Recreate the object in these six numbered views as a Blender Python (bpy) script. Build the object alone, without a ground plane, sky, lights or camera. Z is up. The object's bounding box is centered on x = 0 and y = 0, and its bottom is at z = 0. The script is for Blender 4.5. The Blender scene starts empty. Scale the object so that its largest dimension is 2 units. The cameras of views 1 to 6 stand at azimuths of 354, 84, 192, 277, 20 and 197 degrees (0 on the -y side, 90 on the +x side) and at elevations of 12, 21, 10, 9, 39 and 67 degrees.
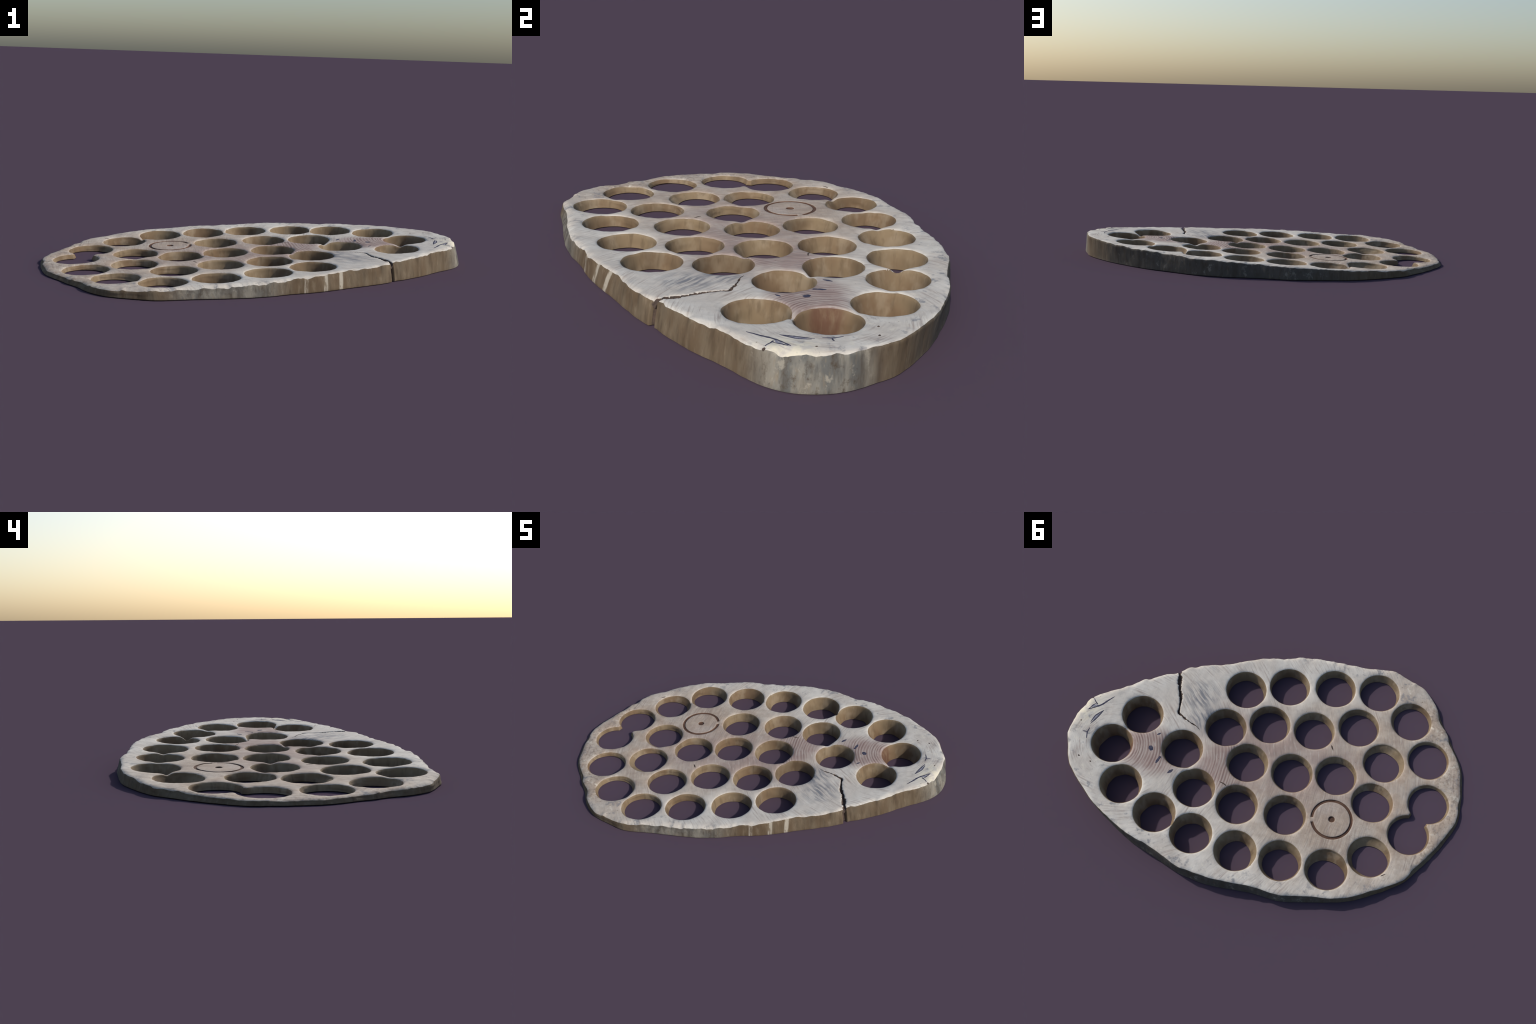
"""A weathered, wedge-shaped slice of a tree trunk with thirty round holes bored
through it, one unfinished saw ring with a centre dimple, a drying crack and a few
ink marks.  Everything is built from a few rules: an outline spline, a gently dished
top surface, a rounded rim profile, tapering bores and a flat underside."""
import bpy, math, random
import numpy as np
from mathutils import Vector, noise
from mathutils.geometry import delaunay_2d_cdt

random.seed(7)
rng = np.random.default_rng(7)

# ------------------------------------------------------------------ sizes (metres)
OUTLINE = [  # control points of the sawn outline, going round
    (0.878, 0.384), (0.917, 0.333), (0.967, 0.227), (0.977, 0.193), (0.976, 0.112),
    (0.962, 0.045), (0.946, 0.004), (0.925, -0.033), (0.896, -0.061), (0.860, -0.087), (0.808, -0.123), (0.727, -0.203), (0.698, -0.217),
    (0.628, -0.274), (0.587, -0.292), (0.537, -0.345), (0.507, -0.359), (0.479, -0.379),
    (0.414, -0.410), (0.361, -0.431), (0.262, -0.489), (0.236, -0.504),
    (0.173, -0.539), (0.099, -0.560), (0.057, -0.582), (-0.040, -0.618),
    (-0.198, -0.647), (-0.344, -0.665), (-0.425, -0.684), (-0.488, -0.691), (-0.580, -0.668), (-0.658, -0.645),
    (-0.742, -0.567), (-0.762, -0.529), (-0.780, -0.489), (-0.836, -0.432), (-0.856, -0.392),
    (-0.885, -0.357), (-0.940, -0.275), (-0.956, -0.228), (-0.980, -0.125), (-0.983, -0.076),
    (-0.992, -0.040), (-0.993, -0.006), (-0.988, 0.031), (-0.954, 0.125), (-0.898, 0.247),
    (-0.857, 0.317), (-0.845, 0.351), (-0.818, 0.392), (-0.750, 0.449), (-0.624, 0.539),
    (-0.542, 0.581), (-0.490, 0.597), (-0.439, 0.607), (-0.333, 0.641), (-0.264, 0.654),
    (-0.136, 0.659), (0.053, 0.683), (0.169, 0.682), (0.229, 0.675), (0.396, 0.625),
    (0.437, 0.619), (0.535, 0.592), (0.688, 0.526), (0.778, 0.467)]

# bores: centre at the top, drift of the centre towards the bottom, bottom half-widths
BORES = [
    (0.661, -0.014, .005, .003, .086, .088), (0.746, 0.185, .000, .004, .079, .087),
    (0.624, 0.372, .002, .003, .078, .088), (0.409, 0.094, .005, .005, .090, .090),
    (0.417, 0.457, -.004, .011, .079, .082), (0.281, 0.271, .001, .010, .090, .084),
    (0.213, 0.498, -.001, .008, .084, .083), (0.243, -0.090, .002, .006, .090, .090),
    (0.216, -0.325, .001, .005, .091, .089), (0.078, 0.056, .003, .008, .091, .088),
    (0.055, 0.283, .003, .000, .091, .085), (-0.017, 0.510, -.003, .011, .076, .080),
    (0.010, -0.417, .001, .003, .092, .088), (-0.216, -0.488, .000, .005, .091, .093),
    (-0.438, -0.542, .000, .007, .093, .091), (0.039, -0.181, .002, .002, .091, .095),
    (-0.184, -0.224, .000, .005, .093, .088), (-0.392, -0.318, -.004, .004, .094, .092),
    (-0.637, -0.441, -.005, .004, .090, .090), (-0.776, -0.262, -.001, .000, .097, .095),
    (-0.567, -0.172, .003, .014, .088, .082), (-0.148, 0.033, .000, .001, .091, .090),
    (-0.360, -0.026, -.003, .004, .093, .089), (-0.571, 0.051, .000, .011, .093, .085),
    (-0.634, 0.325, -.011, .009, .088, .076), (-0.458, 0.455, -.008, .015, .091, .073),
    (-0.236, 0.486, -.004, .005, .089, .078), (-0.185, 0.255, -.001, .004, .090, .086)]
# how far the foot of the outer edge stands outside the top outline, round the slab
FOOT = [
    (-.99, .03, .010), (-.94, .17, .012), (-.88, .31, .012), (-.81, .40, .003), (-.70, .50, .010),
    (-.57, .57, .004), (-.35, .65, .014), (-.14, .67, .010), (.09, .70, .015), (.20, .69, .009),
    (.28, .67, .006), (.38, .65, .015), (.46, .62, .007), (.52, .60, .001), (.58, .57, -.006),
    (.65, .53, -.009), (.72, .50, -.009), (.82, .43, -.006), (.90, .35, -.003), (.96, .25, .004),
    (.99, .18, .016), (1.0, .11, .033), (.985, .04, .030), (.96, .0, .016), (.91, -.045, .002),
    (.85, -.10, .009), (.76, -.17, .013), (.60, -.31, .015), (.50, -.36, .006), (.44, -.40, .012),
    (.32, -.465, .021), (.20, -.53, .009), (.05, -.58, .004), (-.06, -.63, .011), (-.18, -.657, .012),
    (-.29, -.676, .014), (-.40, -.694, .014), (-.48, -.69, .007), (-.58, -.65, .002), (-.67, -.62, .003),
    (-.75, -.56, .008), (-.88, -.36, .008), (-.97, -.18, .008)]
TWIN = ((-0.838, -0.034), (-0.785, 0.153))      # two bores that broke into one another
RIM_R, FILLET_W, FILLET_D = 0.0990, 0.0115, 0.0095
TWIN_GAP = 0.047                                  # half width of the opening between the twins
RING_C, RING_IN, RING_OUT, DIMPLE_R = (-0.408, 0.2025), 0.0895, 0.1045, 0.0165
CRACK = [(0.582, -0.335), (0.574, -0.309), (0.560, -0.280), (0.556, -0.262), (0.541, -0.222), (0.533, -0.205),
         (0.519, -0.180), (0.512, -0.160), (0.503, -0.127), (0.496, -0.087), (0.477, -0.076),
         (0.456, -0.066), (0.420, -0.052), (0.386, -0.044), (0.360, -0.030)]
CRACK_W = [.0100, .0095, .0085, .0088, .0075, .0085, .0070, .0055, .0042, .0052, .0044, .0030, .0026, .0018, .0008]
PITH = (0.735, 0.185)


# ------------------------------------------------------------------ helpers
def spline(points, step, closed=True):
    """Catmull-Rom through the control points, resampled at an even step."""
    p = np.array(points, float)
    n = len(p)
    out = []
    for i in range(n if closed else n - 1):
        if closed:
            a, b, c, d = p[i - 1], p[i], p[(i + 1) % n], p[(i + 2) % n]
        else:
            a, b, c, d = p[max(i - 1, 0)], p[i], p[i + 1], p[min(i + 2, n - 1)]
        k = max(2, int(np.linalg.norm(c - b) / step))
        for t in np.arange(k) / k:
            out.append(0.5 * (2 * b + (c - a) * t + (2 * a - 5 * b + 4 * c - d) * t * t
                              + (3 * b - a - 3 * c + d) * t ** 3))
    if not closed:
        out.append(p[-1])
    return np.array(out)


def smooth(x):
    x = np.clip(x, 0, 1)
    return x * x * (3 - 2 * x)


def fbm(P, scale, octaves=3, seed=0.0):
    """noise for an array of points (2 or 3 columns), about -1..1"""
    z = P[:, 2] if P.shape[1] > 2 else np.zeros(len(P))
    return np.array([noise.fractal(Vector((a * scale + seed, b * scale - seed, c * scale + 2 * seed)),
                                   0.9, 2.0, octaves) for a, b, c in zip(P[:, 0], P[:, 1], z)])


def seg_distance(P, poly, closed, values=None):
    """distance of points to a polyline, and an interpolated value along it"""
    A = np.asarray(poly)
    B = np.roll(A, -1, 0)
    if not closed:
        A, B = A[:-1], B[:-1]
    D = B - A
    L2 = np.maximum((D ** 2).sum(1), 1e-14)
    dist = np.empty(len(P))
    val = np.zeros(len(P))
    for i in range(0, len(P), 2000):
        q = P[i:i + 2000, None, :] - A[None]
        t = np.clip((q * D[None]).sum(2) / L2[None], 0, 1)
        e = ((q - t[..., None] * D[None]) ** 2).sum(2)
        j = e.argmin(1)
        r = np.arange(len(j))
        dist[i:i + 2000] = np.sqrt(e[r, j])
        if values is not None:
            v = np.asarray(values)
            v2 = np.roll(v, -1)
            val[i:i + 2000] = v[j] * (1 - t[r, j]) + v2[j] * t[r, j]
    return dist, val


def inside(P, poly):
    x, y = P[:, 0], P[:, 1]
    c = np.zeros(len(P), bool)
    for (ax, ay), (bx, by) in zip(poly, np.roll(poly, -1, 0)):
        if ay == by:
            continue
        c ^= ((ay > y) != (by > y)) & (x < (bx - ax) * (y - ay) / (by - ay) + ax)
    return c


# ------------------------------------------------------------------ outline and top surface
edge = spline(OUTLINE, 0.006)
tan = np.roll(edge, -2, 0) - np.roll(edge, 2, 0)
tan /= np.linalg.norm(tan, axis=1)[:, None]
nrm = np.stack([tan[:, 1], -tan[:, 0]], 1)
if (nrm * edge).sum() < 0:
    nrm = -nrm
chip = fbm(edge, 14, 3, 3.1)                       # chipped, wavy saw edge
edge = edge + nrm * (0.0025 * chip)[:, None]
# finer sampling where the crack comes out
fine = []
crack_xy = np.array(CRACK)
for i in range(len(edge)):
    a, b = edge[i], edge[(i + 1) % len(edge)]
    fine.append(a)
    if np.hypot(*((a + b) / 2 - np.array((0.577, -0.312)))) < 0.035:
        for k in range(1, 5):
            fine.append(a + (b - a) * k / 5)
edge = np.array(fine)
tan = np.roll(edge, -3, 0) - np.roll(edge, 3, 0)
tan /= np.linalg.norm(tan, axis=1)[:, None]
nrm = np.stack([tan[:, 1], -tan[:, 0]], 1)
if (nrm * edge).sum() < 0:
    nrm = -nrm
edge_chip = fbm(edge, 22, 3, 8.4)


crack_line = spline(CRACK, 0.004, False)
_t = np.gradient(crack_line, axis=0)
_t /= np.linalg.norm(_t, axis=1)[:, None]
_j = rng.uniform(-1, 1, len(crack_line)) * .0024 + .0030 * fbm(crack_line, 55, 2, 4.4)
crack_line = crack_line + np.stack([-_t[:, 1], _t[:, 0]], 1) * (_j * np.linspace(1, .3, len(_j)))[:, None]
crack_wide = np.interp(np.linspace(0, 1, len(crack_line)), np.linspace(0, 1, len(CRACK_W)), CRACK_W)
crack_wide = 1.25 * crack_wide * np.clip(.75 + .60 * fbm(crack_line, 60, 2, 7.7), .35, 1.4)


def near(P, x, y, r):
    return np.exp(-((P[:, 0] - x) ** 2 + (P[:, 1] - y) ** 2) / (r * r))


# how far the worn edge rounds off, round the outline
worn = 1.15 + 0.9 * near(edge, -0.35, -0.70, 0.32) + 0.5 * near(edge, 0.0, -0.62, 0.2) \
    + 1.1 * near(edge, 0.965, 0.02, 0.14) + 0.35 * near(edge, 0.75, -0.2, 0.15) \
    + 0.9 * near(edge, -0.76, -0.54, 0.16) + 0.6 * near(edge, -0.97, -0.10, 0.25) - 0.3 * near(edge, 0.85, 0.42, 0.15)
worn = worn * np.clip(1 + 0.60 * edge_chip, .45, 2.2)


def plane(P):
    x, y = P[:, 0], P[:, 1]
    return .0580 + .0018 * smooth((x - .55) / .35) + .0451 * x + .0106 * y + .0067 * x * x - .0028 * x * y + .0280 * y * y


twin_a, twin_b = map(np.array, TWIN)
twin_dir = (twin_b - twin_a) / np.linalg.norm(twin_b - twin_a)
twin_perp = np.array((-twin_dir[1], twin_dir[0]))
twin_mid = (twin_a + twin_b) / 2


def bore_gap(P):
    """distance from each point to the nearest bore edge (positive on the wood), and its index"""
    best = np.full(len(P), 9.0)
    who = np.zeros(len(P), int)
    for i, b in enumerate(BORES):
        d = np.hypot(P[:, 0] - b[0], P[:, 1] - b[1]) - RIM_R
        m = d < best
        best[m], who[m] = d[m], i
    d = np.minimum(np.hypot(*(P - twin_a).T), np.hypot(*(P - twin_b).T)) - RIM_R
    q = P - twin_mid
    box = np.maximum(np.abs(q @ twin_perp) - TWIN_GAP, np.abs(q @ twin_dir) - 0.06)
    d = np.minimum(d, box)
    m = d < best
    best[m], who[m] = d[m], len(BORES)
    return best, who


# where two bores nearly touch, the web between them is worn into a notch
WEBS = []
for i, a in enumerate(BORES):
    for b in BORES[i + 1:]:
        gap = math.hypot(a[0] - b[0], a[1] - b[1])
        if gap < .226:
            WEBS.append(((a[0] + b[0]) / 2, (a[1] + b[1]) / 2, .012 * float(smooth((.227 - gap) / .013))))


def quarter(t):
    """profile of a rounded edge: 1 at the edge, 0 where it meets the flat"""
    t = np.clip(t, 0, 1)
    return 1 - np.sqrt(np.maximum(1 - (1 - t) ** 2, 0))


def height(P, gap=None):
    base = plane(P)
    thick = np.maximum(base, 0.012)
    z = base + 0.0013 * fbm(P, 9, 3, 1.7) + 0.0006 * fbm(P, 42, 2, 5.0)
    if gap is None:
        gap = bore_gap(P)[0]
    z -= np.minimum(FILLET_D, 0.42 * thick) * quarter(gap / FILLET_W)
    sag = np.zeros(len(P))                                     # soft sag towards every bore;
    for b in list(BORES) + [TWIN[0], TWIN[1]]:                 # bridges between close bores sink most
        sag += np.exp(-np.maximum(np.hypot(P[:, 0] - b[0], P[:, 1] - b[1]) - RIM_R, 0) / 0.013)
    z -= np.minimum(0.0054 * sag, 0.28 * thick) * (1 + 0.8 * fbm(P, 18, 2, 3.3))
    for x, y, deep in WEBS:
        z -= np.minimum(deep * np.exp(-((P[:, 0] - x) ** 2 + (P[:, 1] - y) ** 2) / .019 ** 2), .5 * thick)
    d, w = seg_distance(P, edge, True, worn)
    z -= np.minimum(0.0105 * w, 0.50 * thick) * quarter(d / (0.017 * w))
    d, w = seg_distance(P, crack_line, False, crack_wide)
    z -= np.minimum(2.4 * w, 0.015) * smooth(1.25 - d / np.maximum(w, 1e-4))
    r = np.hypot(P[:, 0] - RING_C[0], P[:, 1] - RING_C[1])
    ang = np.arctan2(P[:, 1] - RING_C[1], P[:, 0] - RING_C[0])
    bridge = smooth((np.abs(ang - 0.33) - 0.08) / 0.08)
    z -= 0.0042 * smooth((r - RING_IN) / .0025) * smooth((RING_OUT - r) / .0025) * bridge
    z -= 0.0060 * smooth((DIMPLE_R - r) / .003)
    return z


# ------------------------------------------------------------------ bore loops
SEG = 76


def circle_loop(cx, cy, r, wob=None):
    a = np.arange(SEG) / SEG * 2 * math.pi
    rr = r if wob is None else r + wob
    return np.stack([cx + rr * np.cos(a), cy + rr * np.sin(a)], 1)


def twin_loop(r, gap, extra=0):
    """two arcs joined by short straight lips: the outline of the broken-through pair"""
    al = math.asin(min(gap / r, .99))
    base = math.atan2(twin_dir[1], twin_dir[0])
    out = []
    for c, b0 in ((twin_a, base), (twin_b, base + math.pi)):
        for k in range(70):
            a = b0 + al + (2 * math.pi - 2 * al) * k / 69
            out.append((c[0] + r * math.cos(a), c[1] + r * math.sin(a)))
        p, q = np.array(out[-1]), None
        # lip points towards the other bore
        other = twin_b if c is twin_a else twin_a
        ob = base + math.pi if c is twin_a else base
        q = other + r * np.array((math.cos(ob + al), math.sin(ob + al)))
        for k in range(1, 4):
            out.append(tuple(p + (q - p) * k / 4))
    return np.array(out)


bore_top = [circle_loop(b[0], b[1], RIM_R) for b in BORES] + [twin_loop(RIM_R, TWIN_GAP)]
for i, lp in enumerate(bore_top):                    # bores are slightly out of round
    c = lp.mean(0)
    d = lp - c
    L = np.linalg.norm(d, axis=1)[:, None]
    bore_top[i] = lp + d / L * (0.0024 * fbm(lp, 13, 2, 4.2) + 0.0010 * fbm(lp, 45, 2, 1.2))[:, None]

# ------------------------------------------------------------------ triangulate the top face
points, loops = [], []


def add_loop(lp):
    s = len(points)
    points.extend(map(tuple, lp))
    loops.append(list(range(s, s + len(lp))))
    return loops[-1]


edge_ids = add_loop(edge)
bore_ids = [add_loop(lp) for lp in bore_top]
n_fixed = len(points)
extra = []
for off in (.0012, .0035, .0075, .013, .020):        # rows along the worn edge
    extra.append((edge - nrm * off)[:: 1 if off < .01 else 2])
for b in BORES:                                      # rings round every bore
    for off in (.0007, .0022, .0048, .0085, .0125):
        extra.append(circle_loop(b[0], b[1], RIM_R + off))
for off in (.0007, .0022, .0048, .0085, .0125):
    extra.append(twin_loop(RIM_R + off, TWIN_GAP + off * .8))
for r in (RING_IN - .001, RING_IN + .0006, RING_IN + .0025, (RING_IN + RING_OUT) / 2, RING_OUT - .0025, RING_OUT - .0006, RING_OUT + .001):
    a = np.arange(120) / 120 * 2 * math.pi
    extra.append(np.stack([RING_C[0] + r * np.cos(a), RING_C[1] + r * np.sin(a)], 1))
for r in (.005, DIMPLE_R - .004, DIMPLE_R - .003, DIMPLE_R - .0005, DIMPLE_R + .001):
    a = np.arange(32) / 32 * 2 * math.pi
    extra.append(np.stack([RING_C[0] + r * np.cos(a), RING_C[1] + r * np.sin(a)], 1))
cr = crack_line
cr_t = np.gradient(cr, axis=0)
cr_t /= np.linalg.norm(cr_t, axis=1)[:, None]
cr_n = np.stack([-cr_t[:, 1], cr_t[:, 0]], 1)
cw = crack_wide
jag = np.ones(len(cr))
for k in (-1.6, -1.0, -.45, 0, .45, 1.0, 1.6):
    extra.append(cr + cr_n * (k * cw * jag)[:, None])
extra = np.vstack(extra)
step = 0.0078                                       # general mesh of the face
gx, gy = np.meshgrid(np.arange(-1.02, 1.02, step), np.arange(-.72, .72, step * .866))
gx = gx + (np.arange(gx.shape[0]) % 2)[:, None] * step / 2
grid = np.stack([gx.ravel(), gy.ravel()], 1)
grid += rng.uniform(-.0016, .0016, grid.shape)


def keep(P, gap_min, edge_min):
    g, _ = bore_gap(P)
    P = P[g > gap_min]
    P = P[inside(P, edge)]
    d, _ = seg_distance(P, edge, True)
    return P[d > edge_min]


extra = keep(extra, .0002, .0006)
# drop extra points that nearly coincide
key = {}
for p in extra:
    key.setdefault((round(p[0] / .0011), round(p[1] / .0011)), p)
extra = np.array(list(key.values()))
cells = {}
for p in extra:
    cells.setdefault((int(p[0] // .005), int(p[1] // .005)), []).append(p)
grid = keep(grid, .009, .009)
ok = []
for p in grid:
    i, j = int(p[0] // .005), int(p[1] // .005)
    ok.append(not any((abs(q[0] - p[0]) + abs(q[1] - p[1])) < .0045
                      for a in (-1, 0, 1) for b in (-1, 0, 1) for q in cells.get((i + a, j + b), ())))
grid = grid[np.array(ok)]
points.extend(map(tuple, extra))
points.extend(map(tuple, grid))
con = [(l[k], l[(k + 1) % len(l)]) for l in loops for k in range(len(l))]
vo, _, fo, ov, _, _ = delaunay_2d_cdt([Vector(p) for p in points], con, [], 0, 1e-7)
back = {}
for o, src in enumerate(ov):
    for s in src:
        back[s] = o
V2 = np.array([(v.x, v.y) for v in vo])
F = np.array([f for f in fo if len(f) == 3])
cen = V2[F].mean(1)
ok = inside(cen, edge)
for lp in bore_top:
    near_box = (cen > lp.min(0)).all(1) & (cen < lp.max(0)).all(1)
    m = np.zeros(len(cen), bool)
    m[near_box] = inside(cen[near_box], lp)
    ok &= ~m
F = F[ok]
a, b, c = V2[F[:, 0]], V2[F[:, 1]], V2[F[:, 2]]
flip = ((b - a)[:, 0] * (c - a)[:, 1] - (b - a)[:, 1] * (c - a)[:, 0]) < 0
F[flip] = F[flip][:, ::-1]
cen = V2[F].mean(1)

# parts of the face by rule
gapc, whoc = bore_gap(cen)
edge_d, _ = seg_distance(cen, edge, True)
crack_d, crack_w = seg_distance(cen, crack_line, False, crack_wide)
ring_r = np.hypot(cen[:, 0] - RING_C[0], cen[:, 1] - RING_C[1])
ring_a = np.arctan2(cen[:, 1] - RING_C[1], cen[:, 0] - RING_C[0])
HOLE0 = 10
part = np.zeros(len(F), int)                         # 0 = cut face
part[edge_d < .0030] = 1                            # 1 = outer edge
h = gapc < .0048
part[h] = HOLE0 + whoc[h]
part[crack_d < crack_w * .95] = 2                   # 2 = crack
part[(ring_r > RING_IN + .0003) & (ring_r < RING_OUT - .0003) & (np.abs(ring_a - .33) > .12)] = 3
part[ring_r < DIMPLE_R - .0002] = 4                 # 4 = dimple

Vz = height(V2)
verts = [tuple(p) for p in np.column_stack([V2, Vz])]
faces = [tuple(f) for f in F]
parts = list(part)

# ------------------------------------------------------------------ outer edge (wall)
top_ids = [back[i] for i in edge_ids]
ezt = Vz[top_ids]
cd, cwid = seg_distance(edge, crack_line, False, crack_wide)
cnotch = smooth(1.2 - cd / .0105)
levels = [(.06, .10), (.16, .24), (.32, .42), (.5, .62), (.68, .82), (.84, .95), (.95, 1.02), (1, .96)]
streak = fbm(edge, 30, 3, 6.6)
prev = top_ids
foot = np.array(FOOT)
fw = 1 / (np.hypot(edge[:, :1] - foot[None, :, 0], edge[:, 1:] - foot[None, :, 1]) ** 3 + 1e-5)
flare = (fw * foot[None, :, 2]).sum(1) / fw.sum(1)


def calmed(a, n):
    """running mean round a closed loop"""
    k = np.ones(2 * n + 1) / (2 * n + 1)
    w = np.concatenate([a[-n:], a, a[:n]])
    return np.convolve(w, k, 'valid')


flare = calmed(flare, 14)
calm = np.stack([calmed(edge[:, 0], 8), calmed(edge[:, 1], 8)], 1)
loops_bottom = []
for t, off in levels:
    z = ezt * (1 - t)
    P3 = np.column_stack([edge, z * 2.2])
    rough = 0.0016 * fbm(P3, 16, 3, 9.0) + 0.0004 * streak
    o = off * flare + rough * min(1, 4 * t) - 0.017 * cnotch * min(1, .4 + t * 3)
    q = edge + (calm - edge) * min(1, 1.8 * t) + nrm * o[:, None]
    s = len(verts)
    verts.extend(map(tuple, np.column_stack([q, z])))
    cur = list(range(s, s + len(q)))
    for i in range(len(q)):
        j = (i + 1) % len(q)
        faces.append((prev[j], cur[j], cur[i], prev[i]))
        parts.append(2 if min(cnotch[i], cnotch[j]) > .45 else 1)
    prev = cur
loops_bottom.append(prev)

# ------------------------------------------------------------------ bore walls
for i, ids in enumerate(bore_ids):
    top = [back[k] for k in ids]
    lp = V2[top]
    zt = Vz[top]
    if i < len(BORES):
        bx, by, dx, dy, rx, ry = BORES[i]
        bot = circle_loop(0, 0, 1.0) * (rx, ry) + (bx + dx, by + dy)
    else:
        bot = twin_loop(0.0950, 0.042)
    c = lp.mean(0)
    prev = top
    facet = rng.uniform(-.0024, .0024, (4, 17))
    facet[0] *= .3
    facet[3] *= .5
    for t in (.10, .26, .45, .64, .82, .94, 1.0):
        z = zt * (1 - t)
        q = lp * (1 - t) + bot * t
        d = q - c
        d /= np.linalg.norm(d, axis=1)[:, None]
        P3 = np.column_stack([q, z * .8])
        wob = 0.0010 * fbm(P3, 24, 2, 11.0 + i) + 0.0016 * fbm(P3, 9, 2, 2.0 + i)
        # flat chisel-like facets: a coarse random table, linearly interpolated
        ai = np.arange(len(q)) / len(q) * facet.shape[1]
        hi = min(t * 3, 2.999)
        row = facet[int(hi)] * (1 - hi % 1) + facet[int(hi) + 1] * (hi % 1)
        wob += np.interp(ai, np.arange(len(row) + 1), np.append(row, row[0]))
        wob *= 1 + 1.1 * np.clip((zt - .055) / .03, 0, 1)
        wob -= 0.0015 * np.clip((zt - .030) / .04, 0, 1) * math.sin(math.pi * t ** .7)   # bulge
        q = q + d * (wob * min(1, t * 3))[:, None]
        s = len(verts)
        verts.extend(map(tuple, np.column_stack([q, z])))
        cur = list(range(s, s + len(q)))
        for k in range(len(q)):
            m = (k + 1) % len(q)
            faces.append((prev[k], prev[m], cur[m], cur[k]))
            parts.append(HOLE0 + i)
        prev = cur
    loops_bottom.append(prev)

# ------------------------------------------------------------------ underside
ub, con = [], []
for l in loops_bottom:
    s = len(ub)
    ub.extend(l)
    con += [(s + k, s + (k + 1) % len(l)) for k in range(len(l))]
B2 = np.array([verts[i][:2] for i in ub])
gx, gy = np.meshgrid(np.arange(-1, 1, .03), np.arange(-.7, .7, .03))
g2 = np.stack([gx.ravel(), gy.ravel()], 1)
gg, _ = bore_gap(g2)
g2 = g2[(gg > .012)]
g2 = g2[inside(g2, B2[:len(loops_bottom[0])])]
base_id = len(verts)
verts.extend((p[0], p[1], 0.0) for p in g2)
ids = ub + list(range(base_id, base_id + len(g2)))
vo, _, fo, ov, _, _ = delaunay_2d_cdt([Vector(p) for p in np.vstack([B2, g2])], con, [], 0, 1e-7)
W2 = np.array([(v.x, v.y) for v in vo])
first = [ids[s[0]] if s else None for s in ov]
G = [f for f in fo if len(f) == 3 and all(first[k] is not None for k in f)]
gc = np.array([W2[list(f)].mean(0) for f in G])
ok = inside(gc, B2[:len(loops_bottom[0])])
s = len(loops_bottom[0])
for l in loops_bottom[1:]:
    ok &= ~inside(gc, B2[s:s + len(l)])
    s += len(l)
for f, k in zip(G, ok):
    if not k:
        continue
    a, b, c = (W2[i] for i in f)
    if (b - a)[0] * (c - a)[1] - (b - a)[1] * (c - a)[0] > 0:
        f = f[::-1]
    faces.append(tuple(first[i] for i in f))
    parts.append(5)

# ------------------------------------------------------------------ one body, then split by region
verts = np.array(verts)
verts[:, 2] = np.maximum(verts[:, 2], 0)
body = bpy.data.meshes.new("body")
body.from_pydata(verts.tolist(), [], faces)
body.shade_smooth()
body.set_sharp_from_angle(angle=math.radians(52))
body.update()
cn = np.empty(len(body.loops) * 3)
body.corner_normals.foreach_get("vector", cn)
cn = cn.reshape(-1, 3)
parts = np.array(parts)
start = np.array([p.loop_start for p in body.polygons])

root = bpy.data.objects.new("wooden_slab", None)
bpy.context.scene.collection.objects.link(root)
root["label"] = "Pale weathered tree slice bored with thirty round holes"
root["category"] = "wooden board"


def make_part(name, code, mat):
    sel = np.nonzero(parts == code)[0]
    if not len(sel):
        return None
    fs, nl = [], []
    for i in sel:
        f = faces[i]
        fs.append(f)
        nl.extend(cn[start[i]:start[i] + len(f)])
    used = sorted({v for f in fs for v in f})
    idx = {v: k for k, v in enumerate(used)}
    me = bpy.data.meshes.new(name)
    me.from_pydata([verts[v].tolist() for v in used], [], [[idx[v] for v in f] for f in fs])
    me.shade_smooth()
    me.normals_split_custom_set([tuple(n) for n in nl])
    me.materials.append(mat)
    ob = bpy.data.objects.new(name, me)
    bpy.context.scene.collection.objects.link(ob)
    ob.parent = root
    return ob


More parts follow.
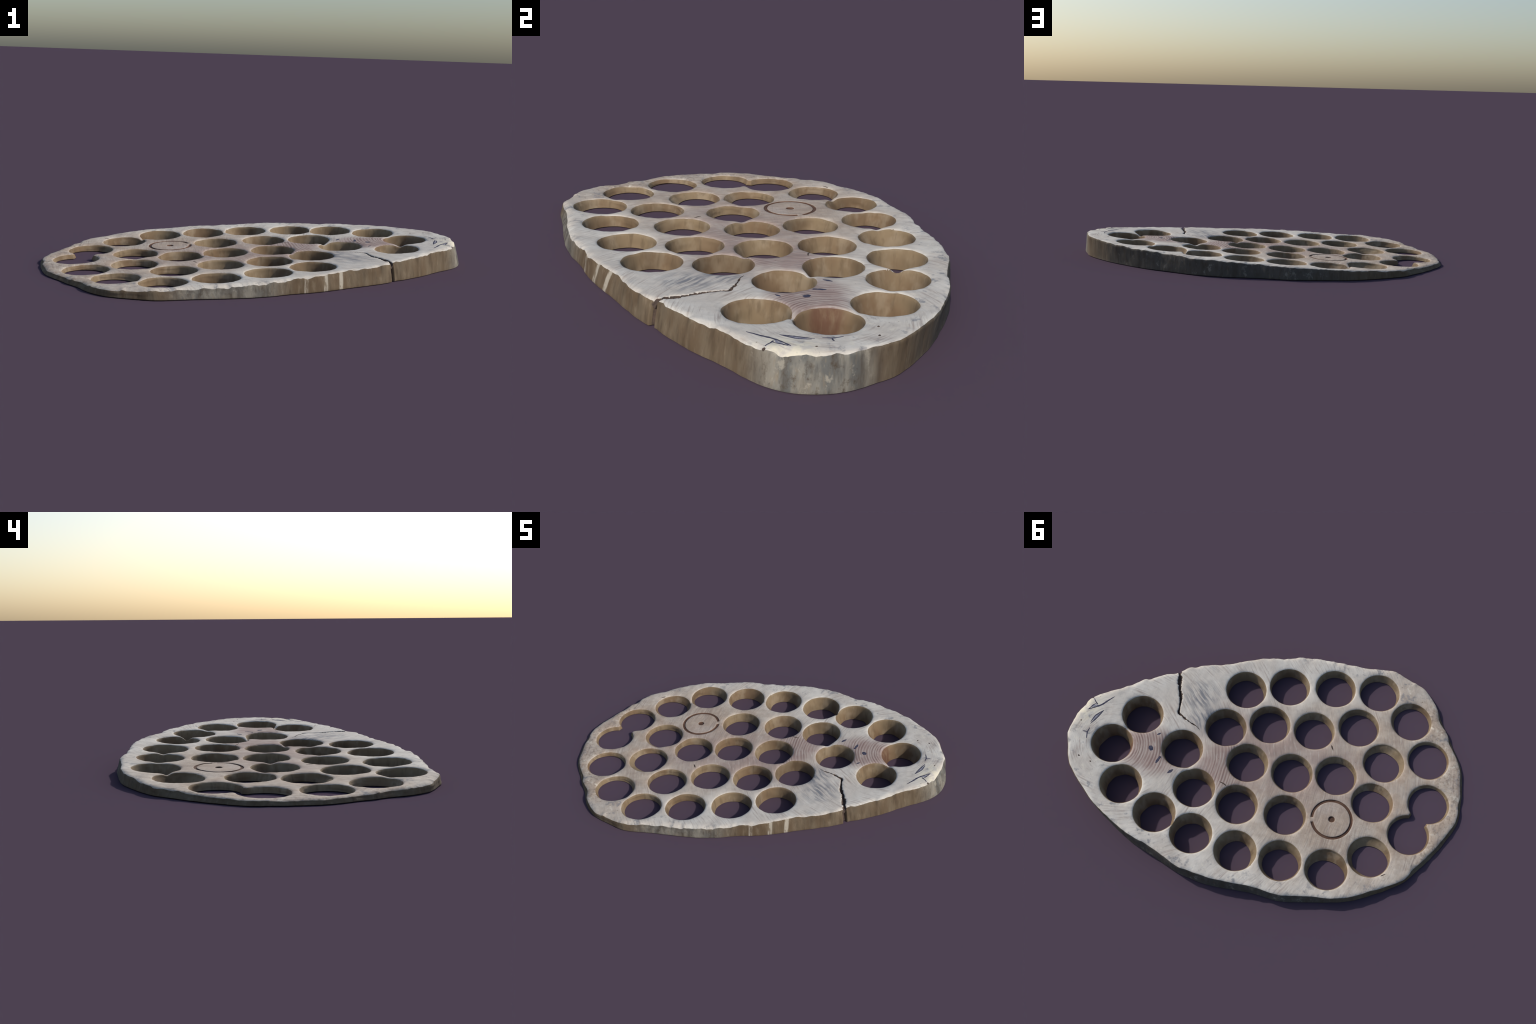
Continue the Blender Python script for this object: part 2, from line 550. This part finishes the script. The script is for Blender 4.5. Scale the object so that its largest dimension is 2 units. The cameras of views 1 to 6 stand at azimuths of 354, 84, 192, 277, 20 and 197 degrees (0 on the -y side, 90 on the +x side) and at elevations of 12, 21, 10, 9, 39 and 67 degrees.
# ------------------------------------------------------------------ materials
class Nodes:
    """tiny wrapper that keeps node graphs readable"""

    def __init__(self, name):
        self.mat = bpy.data.materials.new(name)
        self.mat.use_nodes = True
        self.t = self.mat.node_tree
        self.t.nodes.clear()
        self.out = self.t.nodes.new("ShaderNodeOutputMaterial")
        self.co = self.t.nodes.new("ShaderNodeTexCoord").outputs["Object"]

    def put(self, sock, v):
        if isinstance(v, bpy.types.NodeSocket):
            self.t.links.new(v, sock)
        elif isinstance(v, (tuple, list)) and len(v) == 3 and sock.type == 'RGBA':
            sock.default_value = (*v, 1)
        else:
            sock.default_value = v

    def math(self, op, a, b=0.0, c=0.0, clamp=False):
        n = self.t.nodes.new("ShaderNodeMath")
        n.operation = op
        n.use_clamp = clamp
        for s, v in zip(n.inputs, (a, b, c)):
            self.put(s, v)
        return n.outputs[0]

    def vec(self, op, a, b=(0, 0, 0)):
        n = self.t.nodes.new("ShaderNodeVectorMath")
        n.operation = op
        self.put(n.inputs[0], a)
        self.put(n.inputs[1], b)
        return n.outputs["Value"] if op in ('LENGTH', 'DISTANCE', 'DOT_PRODUCT') else n.outputs[0]

    def xyz(self, v):
        n = self.t.nodes.new("ShaderNodeSeparateXYZ")
        self.put(n.inputs[0], v)
        return n.outputs

    def comb(self, x, y, z):
        n = self.t.nodes.new("ShaderNodeCombineXYZ")
        for s, v in zip(n.inputs, (x, y, z)):
            self.put(s, v)
        return n.outputs[0]

    def mapped(self, scale, rot=0.0, v=None, loc=(0, 0, 0)):
        n = self.t.nodes.new("ShaderNodeMapping")
        self.put(n.inputs["Vector"], v or self.co)
        n.inputs["Scale"].default_value = scale
        n.inputs["Rotation"].default_value = (0, 0, rot)
        n.inputs["Location"].default_value = loc
        return n.outputs[0]

    def noise(self, v, scale, detail=4, rough=.55, dist=0.0):
        n = self.t.nodes.new("ShaderNodeTexNoise")
        self.put(n.inputs["Vector"], v)
        n.inputs["Scale"].default_value = scale
        n.inputs["Detail"].default_value = detail
        n.inputs["Roughness"].default_value = rough
        n.inputs["Distortion"].default_value = dist
        return n.outputs[0]

    def ramp(self, x, lo, hi, a=0.0, b=1.0):
        n = self.t.nodes.new("ShaderNodeMapRange")
        n.interpolation_type = 'SMOOTHSTEP'
        for s, v in zip(n.inputs, (x, lo, hi, a, b)):
            self.put(s, v)
        return n.outputs[0]

    def mix(self, f, a, b, mode='MIX'):
        n = self.t.nodes.new("ShaderNodeMix")
        n.data_type = 'RGBA'
        n.blend_type = mode
        n.clamp_factor = True
        self.put(n.inputs[0], f)
        self.put(n.inputs[6], a)
        self.put(n.inputs[7], b)
        return n.outputs[2]

    def spot(self, x, y, rx, ry, soft=.6):
        """elliptical mask around (x, y)"""
        s = self.xyz(self.co)
        u = self.math('DIVIDE', self.math('SUBTRACT', s[0], x), rx)
        v = self.math('DIVIDE', self.math('SUBTRACT', s[1], y), ry)
        d = self.math('SQRT', self.math('ADD', self.math('MULTIPLY', u, u), self.math('MULTIPLY', v, v)))
        return self.ramp(d, 1.0, 1.0 - soft)

    def finish(self, color, rough=.85, bump=None, strength=.3, dist=.002):
        b = self.t.nodes.new("ShaderNodeBsdfPrincipled")
        self.put(b.inputs["Base Color"], color)
        self.put(b.inputs["Roughness"], rough)
        b.inputs["Specular IOR Level"].default_value = .25
        if bump is not None:
            n = self.t.nodes.new("ShaderNodeBump")
            n.inputs["Strength"].default_value = strength
            n.inputs["Distance"].default_value = dist
            self.put(n.inputs["Height"], bump)
            self.t.links.new(n.outputs[0], b.inputs["Normal"])
        self.t.links.new(b.outputs[0], self.out.inputs[0])
        return self.mat


def mul(n, *xs):
    r = xs[0]
    for x in xs[1:]:
        r = n.math('MULTIPLY', r, x)
    return r


def cut_face_material():
    n = Nodes("weathered_cut_wood")
    flat = n.vec('MULTIPLY', n.co, (1, 1, 0))
    # polar coordinates about the pith: grain runs along the growth rings
    s = n.xyz(n.co)
    px = n.math('SUBTRACT', s[0], PITH[0])
    py = n.math('SUBTRACT', s[1], PITH[1])
    d = n.math('SQRT', n.math('ADD', n.math('MULTIPLY', px, px), n.math('MULTIPLY', py, py)))
    d = n.math('ADD', d, n.math('MULTIPLY', n.math('SUBTRACT', n.noise(flat, 3.0, 2), .5), .07))
    ang = n.math('ARCTAN2', py, n.math('MULTIPLY', px, -1))
    arc = n.math('MULTIPLY', ang, n.math('ADD', d, .25))

    def grain(across, along, detail=3, shift=0.0):
        return n.noise(n.comb(n.math('MULTIPLY', d, across), n.math('MULTIPLY', arc, along), shift), 1.0, detail, .6)

    # pale sapwood, mottled grey-cream
    m1 = n.noise(flat, 5.0, 4, .6)
    m2 = n.noise(flat, 22.0, 4, .6)
    col = n.mix(n.ramp(m1, .35, .65), CREAM_A, CREAM_B)
    col = n.mix(n.ramp(m2, .42, .72, 0, .5), col, CREAM_C)
    # tan body of the slab, away from the pale end and the long rims
    tan = n.math('MAXIMUM', n.spot(-.45, .04, .95, .66, .55), n.math('MULTIPLY', n.spot(-.75, -.25, .6, .7, .6), .9))
    tan = mul(n, tan, n.ramp(n.noise(flat, 7, 4), .28, .62, .55, 1))
    col = n.mix(mul(n, tan, .92), col, n.mix(n.ramp(m2, .35, .65), TAN, TAN_B))
    # pinkish heart
    heart = n.math('MAXIMUM', n.math('MULTIPLY', n.spot(-.10, -.02, .70, .36, .8), .8),
                   n.math('MAXIMUM', n.spot(.54, .15, .24, .16, .6), n.spot(.18, .11, .24, .20, .7)))
    heart = mul(n, heart, n.ramp(n.noise(flat, 8, 4), .28, .62, .35, 1))
    col = n.mix(mul(n, heart, .9), col, HEART)
    # growth rings
    ph = n.math('ADD', n.math('MULTIPLY', d, 2 * math.pi / .0150), n.math('MULTIPLY', grain(22, 1.0, 2), 9.0))
    ring = n.math('MULTIPLY_ADD', n.math('SINE', ph), .5, .5)
    tone = grain(40, 3, 3, 5.0)
    ring2 = grain(120, 4, 3, 3.0)
    rmask = n.math('MAXIMUM', n.spot(.56, .16, .19, .17, .6), n.spot(.17, .11, .15, .18, .6))
    col = n.mix(mul(n, rmask, .45), col, WARM)
    col = n.mix(mul(n, rmask, n.ramp(ring, .25, 1.0), n.ramp(tone, .34, .60, .15, 1), .72), col, RINGC)
    col = n.mix(mul(n, rmask, n.ramp(ring, .40, .0), .25), col, CREAM_B)
    patch = n.ramp(n.noise(flat, 6, 3), .40, .58)
    col = n.mix(mul(n, n.ramp(ring2, .46, .70), patch, .58), col, RINGL)
    g2 = grain(95, 9, 4, 7.0)
    col = n.mix(n.ramp(g2, .50, .78, 0, .30), col, GREYB)
    col = n.mix(n.ramp(g2, .46, .28, 0, .35), col, CREAM_A)
    # saw scratches round the unfinished bore, two directions
    sm = n.spot(-.40, .18, .55, .42, .7)
    saw = n.noise(n.mapped((190, 14, 1), .86), 1.0, 2, .5)
    saw2 = n.noise(n.mapped((14, 170, 1), .80), 1.0, 2, .5)
    col = n.mix(mul(n, n.ramp(saw, .5, .70), sm, .38), col, SAWC)
    col = n.mix(mul(n, n.ramp(saw2, .52, .72), sm, .30), col, SAWC)
    col = n.mix(mul(n, n.spot(.94, .04, .11, .13, .8), n.ramp(m2, .62, .40), .8), col, (.70, .64, .49))  # creamy highlight painted onto the tip corner
    # blue-grey fan of stain beside the crack, along the grain
    fan = grain(75, 6, 4, 11.0)
    fm = n.math('MAXIMUM', n.spot(.42, -.21, .13, .13, .9), n.spot(.35, -.10, .12, .10, .8))
    col = n.mix(mul(n, fm, n.ramp(fan, .42, .60), 1.0), col, STAIN)
    col = n.mix(mul(n, fm, .25), col, GREYB)
    col = n.mix(mul(n, n.ramp(n.noise(flat, 9, 3), .58, .72), n.ramp(fan, .42, .62), .28), col, STAIN)
    # bluish weather marks along the rim
    u = n.math('DIVIDE', n.math('ADD', s[0], .02), .98)
    v = n.math('DIVIDE', s[1], n.math('MULTIPLY_ADD', s[0], -.08, .66))
    rr = n.math('SQRT', n.math('ADD', n.math('MULTIPLY', u, u), n.math('MULTIPLY', v, v)))
    rim = n.ramp(rr, .80, .98)
    bl = n.noise(n.mapped((1, 1, .5)), 24, 5, .65)
    col = n.mix(mul(n, rim, n.ramp(bl, .55, .68), .7), col, STAIN)
    col = n.mix(mul(n, rim, n.ramp(bl, .42, .30), .7), col, RIMC)
    dirt = n.noise(n.mapped((1, 1, .5)), 55, 4, .65)
    dm = n.math('MAXIMUM', n.spot(-.85, -.35, .34, .5, .6), n.spot(-.95, .1, .25, .4, .6))
    col = n.mix(mul(n, dm, n.ramp(dirt, .46, .70), n.ramp(rr, .70, .95), .55), col, DIRT)
    # tiny dark specks
    sp = n.noise(flat, 75, 2, .4)
    col = n.mix(n.ramp(sp, .72, .79, 0, .7), col, DIRT)
    bump = n.math('ADD', n.math('MULTIPLY', g2, .6), n.math('ADD', n.math('MULTIPLY', m2, .8), n.math('MULTIPLY', saw, .25)))
    return n.finish(col, .82, bump, .4, .004)


def edge_material():
    n = Nodes("sawn_edge_wood")
    st = n.noise(n.mapped((46, 46, 7)), 1.0, 5, .62)
    st2 = n.noise(n.mapped((14, 14, 3.5)), 1.0, 4, .6)
    col = n.mix(n.ramp(st2, .35, .65), EDGE_A, EDGE_B)
    grey = n.math('MAXIMUM', n.spot(1.0, .12, .26, .24, .6), n.math('MULTIPLY', n.spot(.2, .78, 1.0, .42, .35), .65))
    grey = n.math('MAXIMUM', grey, n.math('MULTIPLY', n.spot(-.15, -.68, .33, .2, .5), .8))
    g = n.mix(n.ramp(st2, .42, .62), EDGE_G1, EDGE_G2)
    col = n.mix(mul(n, grey, n.ramp(n.noise(n.co, 9, 3), .25, .55, .5, 1)), col, g)
    col = n.mix(mul(n, n.spot(.25, .85, 1.15, .62, .4), n.ramp(st2, .30, .60, .45, .95)), col, EDGE_W)
    col = n.mix(n.ramp(st, .48, .72, 0, .5), col, EDGE_D)
    col = n.mix(n.ramp(st, .46, .30, 0, .5), col, EDGE_L)
    mot = n.noise(n.mapped((30, 30, 22)), 1.0, 5, .7)
    col = n.mix(mul(n, grey, n.ramp(mot, .52, .68), .75), col, EDGE_D)
    col = n.mix(mul(n, grey, n.ramp(mot, .44, .32), .6), col, EDGE_H)
    # pale resin runs on one flank
    run = None
    for x, y in ((.158, -.556), (.246, -.510), (.318, -.466)):
        m = n.spot(x, y, .012, .045, .5)
        run = m if run is None else n.math('MAXIMUM', run, m)
    col = n.mix(mul(n, run, n.ramp(st, .36, .50), .8), col, RUN)
    return n.finish(col, .85, n.math('ADD', st, n.math('MULTIPLY', st2, .6)), .45, .004)


def bore_material():
    n = Nodes("bored_wood")
    hue = n.noise(n.co, 4.2, 2)
    st = n.noise(n.mapped((40, 40, 6)), 1.0, 4, .6)
    blot = n.noise(n.mapped((18, 18, 10)), 1.0, 3, .55)
    col = n.mix(n.ramp(hue, .38, .62), BORE_A, BORE_B)
    col = n.mix(n.ramp(blot, .45, .66, 0, .65), col, BORE_C)
    col = n.mix(n.ramp(n.noise(n.mapped((1, 1, .6)), 8, 2, .5), .50, .68, 0, .5), col, BORE_D)
    col = n.mix(n.ramp(st, .5, .75, 0, .55), col, BORE_D)
    col = n.mix(mul(n, n.spot(.655, .19, .075, .07, .6), n.ramp(st, .25, .55, .5, 1), .85), col, BORE_R)
    return n.finish(col, .85, n.math('ADD', st, blot), .3, .003)


def plain(name, a, b, scale=30, stretch=(1, 1, 1)):
    n = Nodes(name)
    f = n.noise(n.mapped(stretch), scale, 4, .6)
    return n.finish(n.mix(n.ramp(f, .35, .65), a, b), .88, f, .3, .002)


CREAM_A, CREAM_B, CREAM_C = (.63, .595, .53), (.545, .495, .43), (.45, .41, .36)
HEART, RINGC, RINGL = (.32, .235, .21), (.165, .10, .088), (.25, .185, .155)
WARM = (.30, .195, .165)
TAN, TAN_B, RIMC = (.44, .35, .27), (.35, .267, .20), (.65, .60, .50)
GREYB, STAIN, SAWC, DIRT = (.32, .29, .265), (.17, .18, .20), (.27, .21, .165), (.14, .10, .07)
EDGE_A, EDGE_B, EDGE_D, EDGE_L = (.120, .083, .050), (.150, .115, .076), (.060, .042, .027), (.22, .175, .12)
EDGE_H, EDGE_W = (.36, .33, .27), (.075, .068, .058)
EDGE_G1, EDGE_G2, RUN = (.115, .115, .108), (.24, .225, .19), (.44, .40, .33)
BORE_A, BORE_B, BORE_C, BORE_D, BORE_R = (.232, .170, .102), (.186, .122, .070), (.30, .235, .158), (.105, .073, .043), (.12, .055, .035)  # bore tones taken slightly down, baking in some hole shade

m_top, m_edge, m_bore = cut_face_material(), edge_material(), bore_material()
m_crack = plain("crack_dark", (.055, .040, .033), (.10, .070, .055), 60)
m_ring = plain("saw_groove_brown", (.085, .044, .029), (.130, .074, .050), 24)
m_under = plain("underside_wood", (.33, .26, .18), (.26, .20, .13), 9, (1, 4, 1))
m_ink = plain("ink_blue_black", (.035, .036, .065), (.075, .072, .10), 70)
m_inkp = plain("ink_pale", (.30, .30, .34), (.20, .20, .26), 70)

make_part("cut_face", 0, m_top)
make_part("outer_edge", 1, m_edge)
make_part("crack", 2, m_crack)
make_part("saw_ring", 3, m_ring)
make_part("centre_dimple", 4, m_ring)
make_part("underside", 5, m_under)
for i in range(len(BORES) + 1):
    make_part("hole_wall", HOLE0 + i, m_bore)


# ------------------------------------------------------------------ ink and stain strokes
def stroke(name, pts, widths, mat, lift=.0009):
    """a brush stroke that lies on the cut face"""
    p = spline(pts, .0022, False)
    t = np.gradient(p, axis=0)
    t /= np.linalg.norm(t, axis=1)[:, None]
    nn = np.stack([-t[:, 1], t[:, 0]], 1)
    u = np.linspace(0, 1, len(p))
    w = np.interp(u, np.linspace(0, 1, len(widths)), widths) * 1.8 * (1 + .30 * fbm(p, 90, 2, 1.3))
    rows, ks = [], (-1, -.6, 0, .6, 1)
    for k in ks:
        q = p + nn * (k * w)[:, None]
        z = height(q) + lift * (1 - k * k) - .0007 * k * k
        rows.append(np.column_stack([q, z]))
    v = np.stack(rows, 1).reshape(-1, 3)
    m = len(ks)
    f = [(i * m + j, i * m + j + 1, (i + 1) * m + j + 1, (i + 1) * m + j)[::-1]
         for i in range(len(p) - 1) for j in range(m - 1)]
    me = bpy.data.meshes.new(name)
    me.from_pydata(v.tolist(), [], f)
    me.shade_smooth()
    me.materials.append(mat)
    ob = bpy.data.objects.new(name, me)
    bpy.context.scene.collection.objects.link(ob)
    ob.parent = root


K = m_ink
stroke("ink_mark", [(.928, .057), (.895, .030), (.872, .008), (.853, -.021), (.829, -.055)], [.001, .003, .0034, .003, .001], K)
stroke("ink_mark", [(.924, .051), (.914, .030), (.903, .013), (.896, .008)], [.001, .0022, .0024, .001], K)
stroke("ink_mark", [(.921, -.012), (.908, .002), (.893, .013)], [.001, .0022, .002], K)
stroke("ink_mark", [(.913, .038), (.901, .023), (.890, .018)], [.001, .0042, .002], m_inkp, .0006)
stroke("ink_mark", [(.885, .126), (.873, .098), (.863, .071), (.851, .034)], [.001, .0026, .0028, .001], K)
stroke("ink_mark", [(.887, .117), (.881, .082), (.873, .066), (.852, .036)], [.001, .0022, .0022, .001], K)
stroke("ink_mark", [(.882, .105), (.874, .080), (.864, .060)], [.001, .0030, .001], m_inkp, .0006)
stroke("ink_mark", [(.904, .176), (.888, .173), (.879, .178)], [.001, .002, .002], K)
stroke("ink_mark", [(.879, .147), (.881, .176), (.872, .206)], [.001, .003, .001], K)
stroke("ink_mark", [(.560, .134), (.556, .145), (.546, .156)], [.004, .0095, .004], K)
stroke("ink_mark", [(.553, .068), (.545, .060), (.537, .052)], [.001, .004, .001], K)
stroke("ink_mark", [(.504, .214), (.499, .193), (.494, .172)], [.002, .006, .003], K)
stroke("ink_mark", [(.430, .244), (.420, .230), (.410, .216)], [.002, .0055, .001], K)
D = m_crack
for pts, w in ((((.876, .303), (.866, .307)), .003), (((.811, .314), (.802, .316)), .003),
               (((.937, .120), (.934, .127)), .003), (((.933, -.018), (.926, -.013)), .004),
               (((.174, .200), (.150, .203), (.132, .211)), .0022), (((-.289, -.178), (-.306, -.152)), .0030),
               (((-.715, .400), (-.735, .382)), .0018)):
    stroke("dark_speck", list(pts), [.0006, w, w, .0006], D)
